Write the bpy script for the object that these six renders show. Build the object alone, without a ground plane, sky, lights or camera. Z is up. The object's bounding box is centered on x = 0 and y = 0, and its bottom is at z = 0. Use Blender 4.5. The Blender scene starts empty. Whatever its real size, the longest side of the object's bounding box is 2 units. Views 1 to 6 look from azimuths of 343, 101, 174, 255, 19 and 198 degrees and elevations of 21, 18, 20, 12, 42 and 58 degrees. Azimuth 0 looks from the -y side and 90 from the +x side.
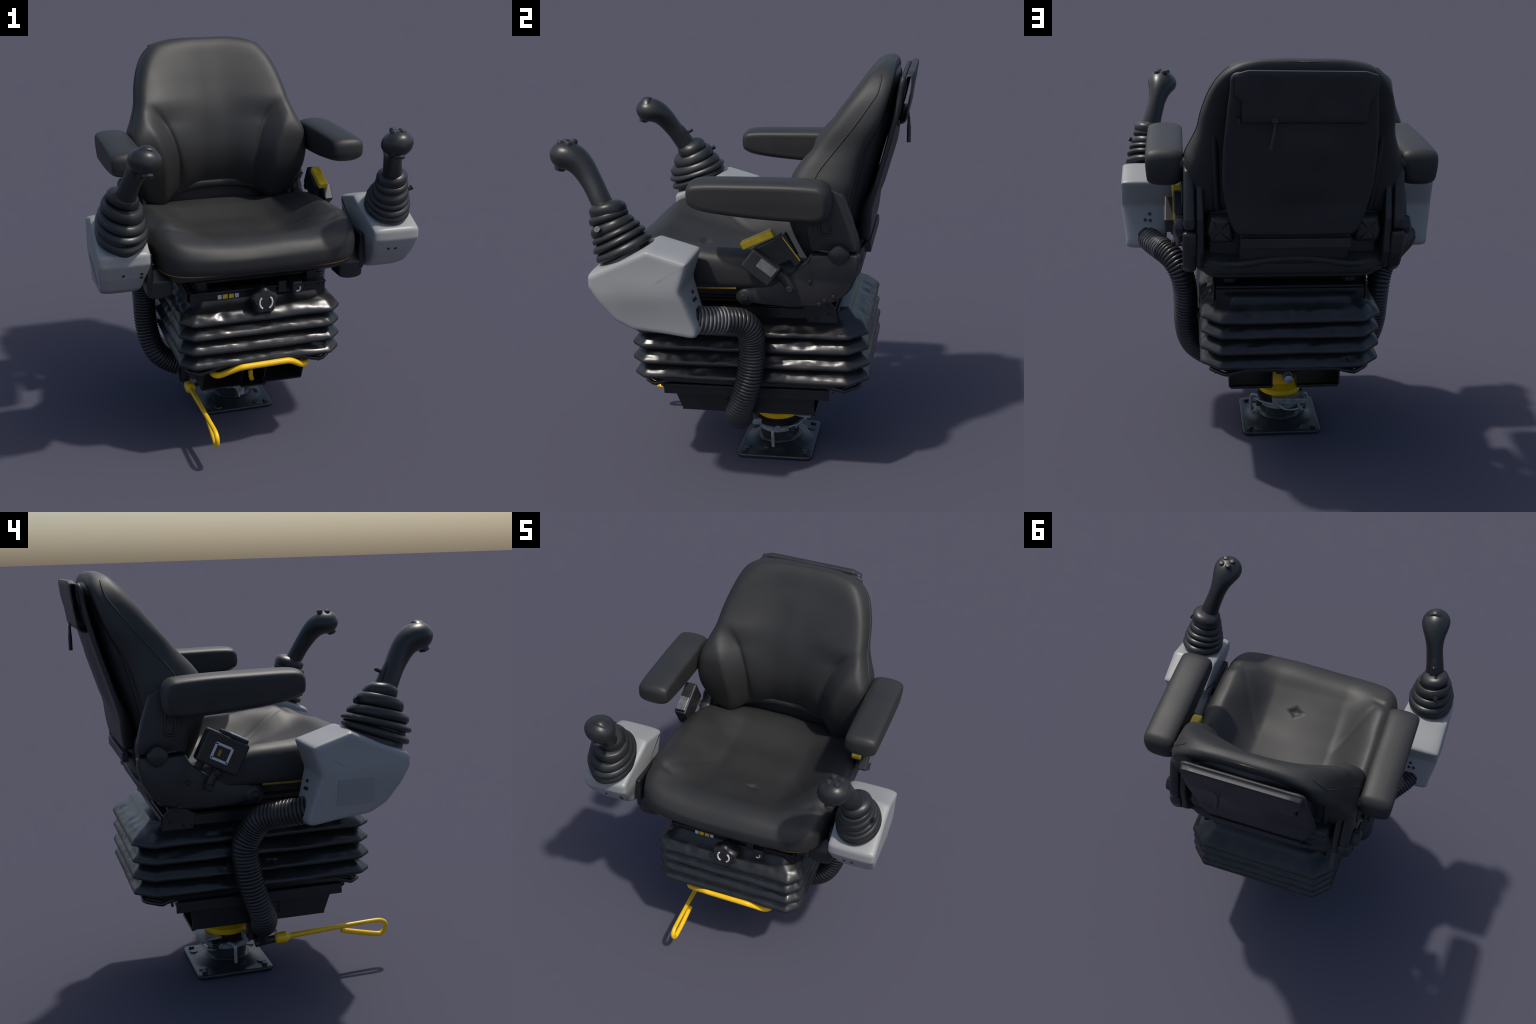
# Suspended operator seat with twin joystick consoles, built part by part.
import bpy, bmesh, math, random
from mathutils import Vector, Matrix, noise

random.seed(7)
SCN = bpy.context.scene.collection

# ------------------------------------------------------------------ materials
def make_mat(name, col, rough=0.5, var=0.15, scale=9.0, bump=0.0, bscale=160.0,
             metal=0.0, spec=0.5, rvar=0.08, second=None, sthr=(0.6, 0.72), sscale=14.0):
    m = bpy.data.materials.new(name)
    m.use_nodes = True
    nt = m.node_tree
    b = nt.nodes["Principled BSDF"]
    tc = nt.nodes.new("ShaderNodeTexCoord")
    n1 = nt.nodes.new("ShaderNodeTexNoise")
    n1.inputs["Scale"].default_value = scale
    n1.inputs["Detail"].default_value = 5
    nt.links.new(tc.outputs["Object"], n1.inputs["Vector"])
    r = nt.nodes.new("ShaderNodeValToRGB")
    r.color_ramp.elements[0].position = 0.3
    r.color_ramp.elements[1].position = 0.7
    r.color_ramp.elements[0].color = tuple(c * (1 - var) for c in col) + (1,)
    r.color_ramp.elements[1].color = tuple(min(1, c * (1 + var)) for c in col) + (1,)
    nt.links.new(n1.outputs["Fac"], r.inputs["Fac"])
    out = r.outputs["Color"]
    if second:
        n2 = nt.nodes.new("ShaderNodeTexNoise")
        n2.inputs["Scale"].default_value = sscale
        n2.inputs["Detail"].default_value = 8
        n2.inputs["Roughness"].default_value = 0.65
        nt.links.new(tc.outputs["Object"], n2.inputs["Vector"])
        r2 = nt.nodes.new("ShaderNodeValToRGB")
        r2.color_ramp.elements[0].position = sthr[0]
        r2.color_ramp.elements[1].position = sthr[1]
        nt.links.new(n2.outputs["Fac"], r2.inputs["Fac"])
        mx = nt.nodes.new("ShaderNodeMix")
        mx.data_type = 'RGBA'
        nt.links.new(r2.outputs["Color"], mx.inputs["Factor"])
        nt.links.new(out, mx.inputs["A"])
        mx.inputs["B"].default_value = tuple(second) + (1,)
        out = mx.outputs["Result"]
    nt.links.new(out, b.inputs["Base Color"])
    mr = nt.nodes.new("ShaderNodeMapRange")
    mr.inputs["To Min"].default_value = max(0.02, rough - rvar)
    mr.inputs["To Max"].default_value = min(1, rough + rvar)
    nt.links.new(n1.outputs["Fac"], mr.inputs["Value"])
    nt.links.new(mr.outputs["Result"], b.inputs["Roughness"])
    b.inputs["Metallic"].default_value = metal
    b.inputs["Specular IOR Level"].default_value = spec
    if bump:
        n3 = nt.nodes.new("ShaderNodeTexNoise")
        n3.inputs["Scale"].default_value = bscale
        n3.inputs["Detail"].default_value = 3
        nt.links.new(tc.outputs["Object"], n3.inputs["Vector"])
        bp = nt.nodes.new("ShaderNodeBump")
        bp.inputs["Strength"].default_value = bump
        bp.inputs["Distance"].default_value = 0.004
        nt.links.new(n3.outputs["Fac"], bp.inputs["Height"])
        nt.links.new(bp.outputs["Normal"], b.inputs["Normal"])
    return m

M_VINYL = make_mat("black_vinyl", (0.026, 0.0261, 0.0262), 0.52, 0.10, 5, 0.04, 260, spec=0.38)
M_SHELL = make_mat("black_shell_fabric", (0.018, 0.019, 0.022), 0.50, 0.15, 7, 0.05, 200)
M_PLAST = make_mat("black_plastic", (0.020, 0.0205, 0.0225), 0.42, 0.15, 10, 0.05, 150)
M_RUBBER = make_mat("black_rubber", (0.018, 0.0188, 0.020), 0.38, 0.12, 12, 0.04, 180)
M_BELLOW = make_mat("bellows_rubber", (0.015, 0.016, 0.0175), 0.31, 0.2, 8, 0.06, 60)
M_HOSE = make_mat("hose_plastic", (0.022, 0.022, 0.024), 0.36, 0.2, 20, 0.05, 90)
M_FRAME = make_mat("black_painted_steel", (0.012, 0.013, 0.015), 0.38, 0.2, 12, 0.08, 70)
M_DARKST = make_mat("dark_greased_steel", (0.018, 0.021, 0.023), 0.36, 0.3, 14, 0.15, 50,
                    second=(0.055, 0.064, 0.068), sthr=(0.60, 0.75), sscale=11)
M_STEEL = make_mat("bare_steel", (0.34, 0.36, 0.38), 0.34, 0.35, 30, 0.1, 80, metal=0.3)
M_GREY = make_mat("grey_console_plastic", (0.285, 0.292, 0.292), 0.40, 0.04, 6, 0.03, 120)
M_GREYD = make_mat("grey_label_film", (0.245, 0.252, 0.254), 0.45, 0.03, 6)
M_CUFF = make_mat("grey_hose_cuff", (0.13, 0.133, 0.14), 0.45, 0.35, 25)
M_YEL = make_mat("yellow_paint", (0.92, 0.55, 0.010), 0.36, 0.08, 18, 0.03, 90,
                 second=(0.16, 0.09, 0.03), sthr=(0.72, 0.76), sscale=45)
M_YELP = make_mat("yellow_plastic", (0.74, 0.50, 0.02), 0.42, 0.15, 30)
M_BEAD = make_mat("yellow_piping", (0.28, 0.165, 0.012), 0.55, 0.3, 40)
M_SEAM = make_mat("worn_seam_piping", (0.020, 0.020, 0.022), 0.45, 0.2, 20, second=(0.13, 0.11, 0.03), sthr=(0.5, 0.6), sscale=30)
M_WHITE = make_mat("white_print", (0.62, 0.63, 0.66), 0.5, 0.05, 20)
M_CHROME = make_mat("worn_metal_trim", (0.50, 0.51, 0.53), 0.28, 0.2, 40, metal=0.8)
M_GLASS = make_mat("dark_glossy_plastic", (0.02, 0.026, 0.03), 0.15, 0.1, 20)

# ------------------------------------------------------------------ helpers
root = bpy.data.objects.new("operator_seat", None)
SCN.objects.link(root)
root["label"] = "black suspended operator seat with grey twin joystick consoles"
root["category"] = "machine seat"
root.empty_display_size = 0.1

def add_obj(name, bm, mat, parent=None, angle=40, bevel=0.0, seg=3, recalc=True):
    if recalc:
        bmesh.ops.recalc_face_normals(bm, faces=bm.faces)
    me = bpy.data.meshes.new(name)
    bm.to_mesh(me)
    bm.free()
    me.materials.append(mat)
    for p in me.polygons:
        p.use_smooth = True
    me.set_sharp_from_angle(angle=math.radians(angle))
    ob = bpy.data.objects.new(name, me)
    SCN.objects.link(ob)
    ob.parent = parent or root
    if bevel:
        b = ob.modifiers.new("bevel", 'BEVEL')
        b.width = bevel
        b.segments = seg
        b.limit_method = 'ANGLE'
        b.angle_limit = math.radians(32)
        b.harden_normals = True
    return ob

def interp(tab, t):
    """smooth (cosine-free cubic) interpolation in a small table [(t, value)...]"""
    if t <= tab[0][0]:
        return tab[0][1]
    for i in range(len(tab) - 1):
        t0, a = tab[i]
        t1, b = tab[i + 1]
        if t <= t1:
            f = (t - t0) / (t1 - t0)
            am = tab[i - 1] if i else tab[i]
            bp = tab[i + 2] if i + 2 < len(tab) else tab[i + 1]
            m0 = (b - am[1]) / max(1e-6, t1 - am[0])
            m1 = (bp[1] - a) / max(1e-6, bp[0] - t0)
            h = t1 - t0
            f2, f3 = f * f, f ** 3
            return ((2 * f3 - 3 * f2 + 1) * a + (f3 - 2 * f2 + f) * h * m0
                    + (-2 * f3 + 3 * f2) * b + (f3 - f2) * h * m1)
    return tab[-1][1]

def smooth(a, b, x):
    t = max(0.0, min(1.0, (x - a) / (b - a)))
    return t * t * (3 - 2 * t)

def catmull(pts, n, closed=False):
    """Catmull-Rom through points of any dimension, n samples, uniform in arc length"""
    P = [Vector(p) for p in pts]
    k = len(P)
    segs = k if closed else k - 1
    dense = []
    for i in range(segs):
        if closed:
            a, b, c, d = P[i - 1], P[i], P[(i + 1) % k], P[(i + 2) % k]
        else:
            a, b, c, d = P[max(i - 1, 0)], P[i], P[i + 1], P[min(i + 2, k - 1)]
        for j in range(24):
            t = j / 24
            dense.append(0.5 * ((2 * b) + (c - a) * t + (2 * a - 5 * b + 4 * c - d) * t * t
                                + (3 * b - a - 3 * c + d) * t ** 3))
    dense.append(dense[0].copy() if closed else P[-1])
    return resample(dense, n, closed)

def resample(dense, n, closed):
    L = [0.0]
    for i in range(1, len(dense)):
        L.append(L[-1] + (dense[i] - dense[i - 1]).length)
    out, j = [], 0
    m = n if closed else n - 1
    for i in range(n):
        s = L[-1] * i / m
        while j < len(L) - 2 and L[j + 1] < s:
            j += 1
        f = (s - L[j]) / max(1e-9, L[j + 1] - L[j])
        out.append(dense[j].lerp(dense[j + 1], min(1, max(0, f))))
    return out

def fillet(pts, r, seg=5):
    """round the corners of a closed 2D polygon"""
    P = [Vector(p) for p in pts]
    out = []
    k = len(P)
    for i in range(k):
        a, b, c = P[i - 1], P[i], P[(i + 1) % k]
        rr = r[i] if isinstance(r, (list, tuple)) else r
        u, v = (a - b), (c - b)
        lu, lv = u.length, v.length
        u.normalize(); v.normalize()
        ang = max(0.05, u.angle(v))
        d = min(rr / math.tan(ang / 2), lu * 0.48, lv * 0.48)
        p0, p1 = b + u * d, b + v * d
        for j in range(seg + 1):
            t = j / seg
            out.append((1 - t) ** 2 * p0 + 2 * t * (1 - t) * b + t * t * p1)
    return out

def mirrored(half):
    """half outline with x >= 0 from the x=0 start to the x=0 end -> closed loop"""
    return [tuple(p) for p in half] + [(-p[0], p[1]) for p in reversed(half) if abs(p[0]) > 1e-6]

def pillow(name, outline, up, lo, mid, R, place, mat, parent=None, rings=22, rim=8,
           centre=None, shrink=(0, 0), warp=None, angle=60, Rlo=None, p=1.0):
    """stuffed or moulded body: closed outline in a plane, upper and lower depth surfaces
    up(a,b), lo(a,b), rounded rim of inward radius R around the depth mid(a,b)."""
    n = len(outline)
    O = [Vector((p[0], p[1])) for p in outline]
    area = sum(O[i].x * O[(i + 1) % n].y - O[(i + 1) % n].x * O[i].y for i in range(n))
    sgn = 1 if area > 0 else -1
    N = []
    for i in range(n):
        t = O[(i + 1) % n] - O[i - 1]
        N.append(Vector((-t.y, t.x)).normalized() * sgn)
    c = Vector(centre) if centre else sum(O, Vector((0, 0))) / n
    bm = bmesh.new()
    def put(p, d):
        v = Vector(place(p.x, p.y, d))
        if warp:
            v = warp(v)
        return bm.verts.new(v)
    loops_up, loops_lo = [], []
    Rl = Rlo if Rlo is not None else R
    equator = [put(p, mid(p.x, p.y)) for p in O]
    for side, f, loops, RR in ((1, up, loops_up, R), (-1, lo, loops_lo, Rl)):
        loops.append(equator)
        for j in range(1, rim + 1):
            phi = math.pi / 2 * j / rim
            ease = 1 - max(0.0, math.cos(phi)) ** p
            row = []
            for o, nn in zip(O, N):
                q = o + nn * ((RR(o) if callable(RR) else RR) * ease)
                m = mid(q.x, q.y)
                row.append(put(q, m + (f(q.x, q.y) - m) * math.sin(phi) ** p))
            loops.append(row)
        base = [o + nn * (RR(o) if callable(RR) else RR) for o, nn in zip(O, N)]
        for j in range(1, rings):
            k = 1 - j / rings
            row = []
            for q in base:
                tgt = Vector((c.x + (q.x - c.x) * shrink[0], c.y + (q.y - c.y) * shrink[1]))
                w = tgt.lerp(q, k)
                row.append(put(w, f(w.x, w.y)))
            loops.append(row)
        for a, b in zip(loops, loops[1:]):
            for i in range(n):
                i2 = (i + 1) % n
                bm.faces.new((a[i], a[i2], b[i2], b[i]))
        last = loops[-1]
        if not rings:
            bm.faces.new(last)
            continue
        cv = put(c, f(c.x, c.y))
        for i in range(n):
            bm.faces.new((last[i], last[(i + 1) % n], cv))
    return add_obj(name, bm, mat, parent, angle)

def slab(name, poly, x0, x1, mat, parent=None, R=0.01, rim=4):
    """flat plate with rounded edges: (y,z) outline between two x values"""
    m = (x0 + x1) / 2
    return pillow(name, [(q[0], q[1]) for q in poly], lambda a, b: x1, lambda a, b: x0, lambda a, b: m, R,
                  lambda a, b, d: (d, a, b), mat, parent, rings=0, rim=rim, angle=40)

def frames(path, up=None):
    """tangent, side and normal at every path point, parallel transported"""
    out = []
    n = len(path)
    t0 = (path[1] - path[0]).normalized()
    ref = Vector(up) if up else (Vector((1, 0, 0)) if abs(t0.x) < 0.8 else Vector((0, 0, 1)))
    side = (ref - t0 * ref.dot(t0)).normalized()
    for i in range(n):
        t = (path[min(i + 1, n - 1)] - path[max(i - 1, 0)]).normalized()
        side = (side - t * side.dot(t)).normalized()
        out.append((t, side, t.cross(side)))
    return out

def tube(name, path, rad, mat, parent=None, seg=20, up=None, caps=True, angle=50, closed=False,
         shape=None, bm=None):
    """sweep a round section; rad is a number or f(u)->(ra, rb) with u in 0..1"""
    own = bm is None
    bm = bm or bmesh.new()
    path = [Vector(p) for p in path]
    fr = frames(path, up)
    n = len(path)
    rows = []
    for i, (p, (t, s, b)) in enumerate(zip(path, fr)):
        u = i / (n - 1)
        r = rad(u) if callable(rad) else rad
        ra, rb = r if isinstance(r, tuple) else (r, r)
        row = []
        for k in range(seg):
            a = 2 * math.pi * k / seg
            m = shape(u, a) if shape else 1.0
            row.append(bm.verts.new(p + s * (math.cos(a) * ra * m) + b * (math.sin(a) * rb * m)))
        rows.append(row)
    pairs = list(zip(rows, rows[1:])) + ([(rows[-1], rows[0])] if closed else [])
    for a, c in pairs:
        for k in range(seg):
            k2 = (k + 1) % seg
            bm.faces.new((a[k], a[k2], c[k2], c[k]))
    if caps and not closed:
        bm.faces.new(rows[0][::-1])
        bm.faces.new(rows[-1])
    if own:
        return add_obj(name, bm, mat, parent, angle)

def lathe(name, origin, axis, prof, mat, parent=None, seg=40, angle=35, shape=None, ref=None, bm=None):
    """revolve [(distance along axis, radius)...]"""
    own = bm is None
    bm = bm or bmesh.new()
    ax = Vector(axis).normalized()
    o = Vector(origin)
    r = Vector(ref) if ref else (Vector((1, 0, 0)) if abs(ax.x) < 0.8 else Vector((0, 0, 1)))
    s = (r - ax * r.dot(ax)).normalized()
    b = ax.cross(s)
    rows = []
    for h, rad in prof:
        row = []
        for k in range(seg):
            a = 2 * math.pi * k / seg
            m = shape(h, a) if shape else 1.0
            row.append(bm.verts.new(o + ax * h + (s * math.cos(a) + b * math.sin(a)) * max(rad, 1e-4) * m))
        rows.append(row)
    for a, c in zip(rows, rows[1:]):
        for k in range(seg):
            k2 = (k + 1) % seg
            bm.faces.new((a[k], a[k2], c[k2], c[k]))
    bm.faces.new(rows[0][::-1])
    bm.faces.new(rows[-1])
    if own:
        return add_obj(name, bm, mat, parent, angle)

def box_bm(bm, size, loc, rot=None):
    r = bmesh.ops.create_cube(bm, size=1.0)
    M = Matrix.Translation(Vector(loc)) @ (rot.to_4x4() if rot else Matrix.Identity(4)) \
        @ Matrix.Diagonal((*size, 1))
    bmesh.ops.transform(bm, matrix=M, verts=r["verts"])

def box(name, size, loc, mat, parent=None, bevel=0.006, rot=None):
    bm = bmesh.new()
    box_bm(bm, size, loc, rot)
    return add_obj(name, bm, mat, parent, bevel=bevel)

def boxes(name, items, mat, parent=None, bevel=0.004):
    bm = bmesh.new()
    for it in items:
        box_bm(bm, *it)
    return add_obj(name, bm, mat, parent, bevel=bevel)

def prism(name, poly, x0, x1, mat, parent=None, bevel=0.01, seg=3, xf=None, axis='x'):
    """extrude a (y,z) polygon along x (or an (x,z) polygon along y); xf(side,y,z) moves faces"""
    bm = bmesh.new()
    rows = []
    for k, x in enumerate((x0, x1)):
        row = []
        for a, b in poly:
            xx = xf(k, a, b) if xf else x
            row.append(bm.verts.new((xx, a, b) if axis == 'x' else (a, xx, b)))
        rows.append(row)
    n = len(poly)
    for i in range(n):
        j = (i + 1) % n
        bm.faces.new((rows[0][i], rows[0][j], rows[1][j], rows[1][i]))
    bm.faces.new(rows[0])
    bm.faces.new(rows[1])
    return add_obj(name, bm, mat, parent, bevel=bevel, seg=seg)

def rot_x(deg):
    return Matrix.Rotation(math.radians(deg), 3, 'X')

def bolt_mesh(name, r, h, mat):
    bm = bmesh.new()
    lathe(None, (0, 0, 0), (0, 0, 1), [(0, r), (h * 0.7, r), (h, r * 0.7)], mat, seg=6, bm=bm)
    bmesh.ops.recalc_face_normals(bm, faces=bm.faces)
    me = bpy.data.meshes.new(name)
    bm.to_mesh(me); bm.free()
    me.materials.append(mat)
    return me

def place_shared(name, me, loc, axis, parent, scale=1.0):
    ob = bpy.data.objects.new(name, me)
    SCN.objects.link(ob)
    ob.parent = parent or root
    ob.location = loc
    ob.rotation_mode = 'QUATERNION'
    ob.rotation_quaternion = Vector((0, 0, 1)).rotation_difference(Vector(axis))
    ob.scale = (scale,) * 3
    return ob

BOLT = bolt_mesh("bolt", 0.009, 0.008, M_DARKST)
SCREW = bolt_mesh("screw", 0.007, 0.005, M_FRAME)

# ------------------------------------------------------------------ seat cushion
seat_half = [(0, -0.612), (0.16, -0.61), (0.32, -0.60), (0.42, -0.575), (0.485, -0.525),
             (0.515, -0.45), (0.518, -0.385), (0.534, -0.30), (0.538, -0.15), (0.53, 0.0),
             (0.515, 0.15), (0.487, 0.30), (0.458, 0.42), (0.40, 0.492), (0.30, 0.515), (0, 0.515)]
seat_outline = catmull(mirrored(seat_half), 220, True)

C_LINE = [(-0.62, 1.130), (-0.55, 1.178), (-0.47, 1.186), (-0.38, 1.158), (-0.25, 1.118), (-0.12, 1.086), (0.0, 1.081),
          (0.12, 1.082), (0.22, 1.098), (0.32, 1.115), (0.40, 1.115), (0.52, 1.05)]
S_LINE = [(-0.62, 1.130), (-0.55, 1.185), (-0.47, 1.212), (-0.40, 1.232), (-0.33, 1.246), (-0.1, 1.222),
          (0.1, 1.200), (0.25, 1.162), (0.4, 1.115), (0.52, 1.05)]

def seat_top(x, y):
    c, s = interp(C_LINE, y), interp(S_LINE, y)
    ax = abs(x)
    w = smooth(0.20, 0.46, ax)
    z = c + (s - c) * w - 0.02 * smooth(0.43, 0.54, ax)
    # fold between nose roll and side bolster
    d = (y + 0.385) - 0.35 * (ax - 0.45)
    z -= 0.012 * math.exp(-(d / 0.016) ** 2) * smooth(0.33, 0.44, ax)
    # slack pull lines running from the corner fold into the dish
    g = (ax - 0.36) + 0.55 * (y + 0.30)
    z -= 0.005 * math.exp(-(g / 0.018) ** 2) * smooth(-0.40, -0.33, y) * (1 - smooth(-0.20, 0.0, y))
    # pull-down dimple and soft creases
    dd = max(abs(x - 0.045) / 0.06, abs(y + 0.255) / 0.03)
    z -= 0.012 * (1 - smooth(0.35, 1.1, (abs(x - 0.045) / 0.062) ** 0.8 + (abs(y + 0.255) / 0.042) ** 0.8))
    z += 0.009 * noise.noise(Vector((x * 3.5, y * 3.5, 2.1)))
    z += 0.004 * noise.noise(Vector((x * 9, y * 9, 4.1))) * smooth(0.15, 0.35, ax)
    return z

def seat_mid(x, y):
    return 1.108 - 0.06 * smooth(0.1, 0.5, y)

def seat_low(x, y):
    return 1.040 - 0.060 * smooth(0.05, 0.5, y)

seat = pillow("seat_cushion", seat_outline, seat_top, seat_low, seat_mid, 0.06,
              lambda a, b, d: (a, b, d), M_VINYL, rings=60, rim=10, centre=(0, -0.03), Rlo=0.035, p=0.7)
pip_half = [(p[0], p[1]) for p in seat_half if p[1] < 0.1]
pip_in = lambda p: 0.966 - 0.035 * (1 - smooth(0.15, 0.40, abs(p.x)))
pip = [Vector((p.x * pip_in(p), (p.y + 0.03) * pip_in(p) - 0.03, seat_low(p.x, p.y) + 0.003)) for p in
       catmull([(-p[0], p[1]) for p in reversed(pip_half[1:])] + pip_half, 160)]
tube("seat_piping", pip, 0.007, M_BEAD, seat, seg=8)

# pan under the cushion
pan_poly = lambda k: fillet([(-0.47 * k, -0.53 * k), (0.47 * k, -0.53 * k), (0.46 * k, 0.2),
                             (0.40 * k, 0.45 * k), (-0.40 * k, 0.45 * k), (-0.46 * k, 0.2)], 0.08)
bm = bmesh.new()
prev = None
for k, z in ((1.0, 1.035), (0.99, 1.0), (0.90, 0.972), (0.74, 0.955)):
    row = [bm.verts.new((p.x, p.y, z - 0.05 * smooth(0.05, 0.5, p.y))) for p in pan_poly(k)]
    if prev:
        for i in range(len(row)):
            j = (i + 1) % len(row)
            bm.faces.new((prev[i], prev[j], row[j], row[i]))
    else:
        bm.faces.new(row)
    prev = row
bm.faces.new(prev[::-1])
add_obj("seat_pan", bm, M_PLAST)
# rear skirt arch under the cushion
tube("rear_skirt_fold", catmull([(-0.41, 0.475, 1.03), (-0.25, 0.515, 1.042), (-0.12, 0.525, 1.066), (0, 0.527, 1.074),
                            (0.12, 0.525, 1.066), (0.25, 0.515, 1.042), (0.41, 0.475, 1.03)], 50), 0.018, M_VINYL, seat, seg=12)

# ------------------------------------------------------------------ backrest
back_half = [(0, 2.0), (0.12, 2.0), (0.215, 1.992), (0.290, 1.972), (0.348, 1.927), (0.39, 1.86), (0.423, 1.76),
             (0.442, 1.662), (0.472, 1.585), (0.502, 1.51), (0.51, 1.42), (0.50, 1.32), (0.465, 1.22), (0.425, 1.145),
             (0.375, 1.105), (0.325, 1.102), (0.275, 1.130), (0.20, 1.162), (0.10, 1.178), (0, 1.182)]
back_outline = catmull(mirrored(back_half), 240, True)
BC = [(1.10, 0.46), (1.2, 0.41), (1.3, 0.368), (1.4, 0.352), (1.5, 0.365), (1.65, 0.416), (1.8, 0.497), (1.92, 0.568), (2.0, 0.615)]
BW = [(1.08, 0.345), (1.15, 0.308), (1.25, 0.268), (1.35, 0.240), (1.45, 0.233), (1.55, 0.255), (1.65, 0.330), (1.75, 0.412),
      (1.85, 0.487), (1.93, 0.545), (2.0, 0.60)]
BR = [(1.1, 0.46), (1.25, 0.50), (1.4, 0.54), (1.6, 0.595), (1.8, 0.66), (1.93, 0.70), (2.0, 0.70)]

def bolster_edge(z):
    """|x| of the crease between centre panel and side bolster"""
    return interp([(1.1, 0.225), (1.25, 0.215), (1.4, 0.228), (1.52, 0.262), (1.62, 0.315), (1.70, 0.38), (1.8, 0.45)], z)

def back_front(x, z):
    ax = abs(x)
    c, w = interp(BC, z), interp(BW, z)
    e = bolster_edge(z)
    lower = 1 - smooth(1.57, 1.71, z)
    # bolster lobe (lower half): steep rise just outside the crease
    lobe = smooth(e - 0.012, e + 0.105, ax)
    gentle = smooth(0.04, 0.42, ax)
    lobe = 0.70 * lobe + 0.30 * smooth(0.05, e, ax)
    k = lobe * lower + gentle * (1 - lower)
    y = c + (w - c) * k
    # crease groove
    y += 0.010 * math.exp(-((ax - e) / 0.013) ** 2) * lower * smooth(1.12, 1.3, z)
    y += 0.006 * noise.noise(Vector((x * 3, z * 3, 9)))
    return y

def back_mid(x, z):
    m = min(interp(BW, z) + 0.10, interp(BR, z) - 0.075 - 0.03 * (1 - smooth(1.2, 1.3, z)))
    return max(m, min(back_front(x, z) + 0.045, interp(BR, z) - 0.05))

def bplace(a, b, d):
    return (a, d, b)

back = pillow("backrest_cushion", back_outline, back_front, lambda x, z: interp(BR, z) - 0.040 + 0.03 * smooth(1.55, 1.8, z) - 0.07 * (1 - smooth(1.22, 1.285, z)), back_mid, 0.075,
              bplace, M_VINYL, rings=60, rim=12, centre=(0, 1.55), Rlo=lambda o: 0.105 - 0.06 * smooth(1.62, 1.86, o.y), p=0.62)

shell_half = [(0, 1.965), (0.12, 1.965), (0.20, 1.955), (0.25, 1.92), (0.275, 1.86), (0.29, 1.75), (0.30, 1.60), (0.30, 1.45),
              (0.29, 1.34), (0.27, 1.27), (0.22, 1.24), (0, 1.235)]
shell_outline = catmull(mirrored(shell_half), 200, True)
PY = [(1.15, 0.562), (1.22, 0.578), (1.30, 0.588), (1.36, 0.593), (1.5, 0.632), (1.62, 0.668), (1.75, 0.702), (1.85, 0.724), (1.96, 0.744)]
pillow("backrest_shell", shell_outline, lambda x, z: min(interp(BR, z) + 0.03, interp(PY, z) - 0.035) + 0.008 * math.cos(x * 9), lambda x, z: interp(BR, z) - 0.075,
       lambda x, z: interp(BR, z) - 0.06, 0.05, bplace, M_SHELL, rings=30, rim=8, centre=(0, 1.6))
# rolled hem around the rear of the cushion and the stitched seam on its flanks
for s_ in (1, -1):
    hem = catmull([(s_ * 0.27, 0, 1.285), (s_ * 0.33, 0, 1.278), (s_ * 0.352, 0, 1.31), (s_ * 0.358, 0, 1.40), (s_ * 0.362, 0, 1.52), (s_ * 0.368, 0, 1.66), (s_ * 0.375, 0, 1.78), (s_ * 0.335, 0, 1.87), (s_ * 0.27, 0, 1.93)], 70)
    for q in hem:
        q.y = interp(BR, q.z) - 0.045
    tube("backrest_hem", hem, lambda u: 0.020 - 0.006 * u, M_SHELL, back, seg=12)
    seam = [Vector((p.x, back_mid(p.x, p.y) + 0.012, p.y)) for p in back_outline if p.x * s_ > 0.30 and p.y > 1.30]
    tube("backrest_seam", [Vector((q.x - s_ * 0.001, q.y, q.z)) for q in seam], 0.0045, M_VINYL, back, seg=8)
# worn piping along the upper back seam
tube("backrest_piping", catmull([(-0.30, 0.655, 1.945), (-0.24, 0.672, 1.972), (-0.14, 0.68, 1.985), (0, 0.682, 1.988),
                                 (0.14, 0.68, 1.985), (0.24, 0.672, 1.972), (0.30, 0.655, 1.945)], 60), 0.004, M_SEAM, back, seg=8)

slab("lower_back_plate", fillet([(0.47, 1.04), (0.525, 1.04), (0.560, 1.17), (0.555, 1.22), (0.52, 1.28), (0.47, 1.28)], 0.02), -0.25, 0.25, M_SHELL, R=0.02)
slab("lower_back_gap_filler", fillet([(0.43, 1.0), (0.465, 1.0), (0.49, 1.29), (0.45, 1.29)], 0.01), -0.385, 0.385, M_SHELL)  # added dark sheet, blocks the see-through gap beside the plate so it stays dark
# lumbar bracket boxes below the shell
for s in (1, -1):
    pillow("lumbar_bracket", [(s * p.x, p.y) for p in fillet([(0.27, 1.14), (0.39, 1.14), (0.41, 1.2), (0.39, 1.28),
           (0.27, 1.28)], 0.03)], lambda x, z: 0.535, lambda x, z: 0.40, lambda x, z: 0.47, 0.03, bplace, M_PLAST,
           rings=6, rim=5)

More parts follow.
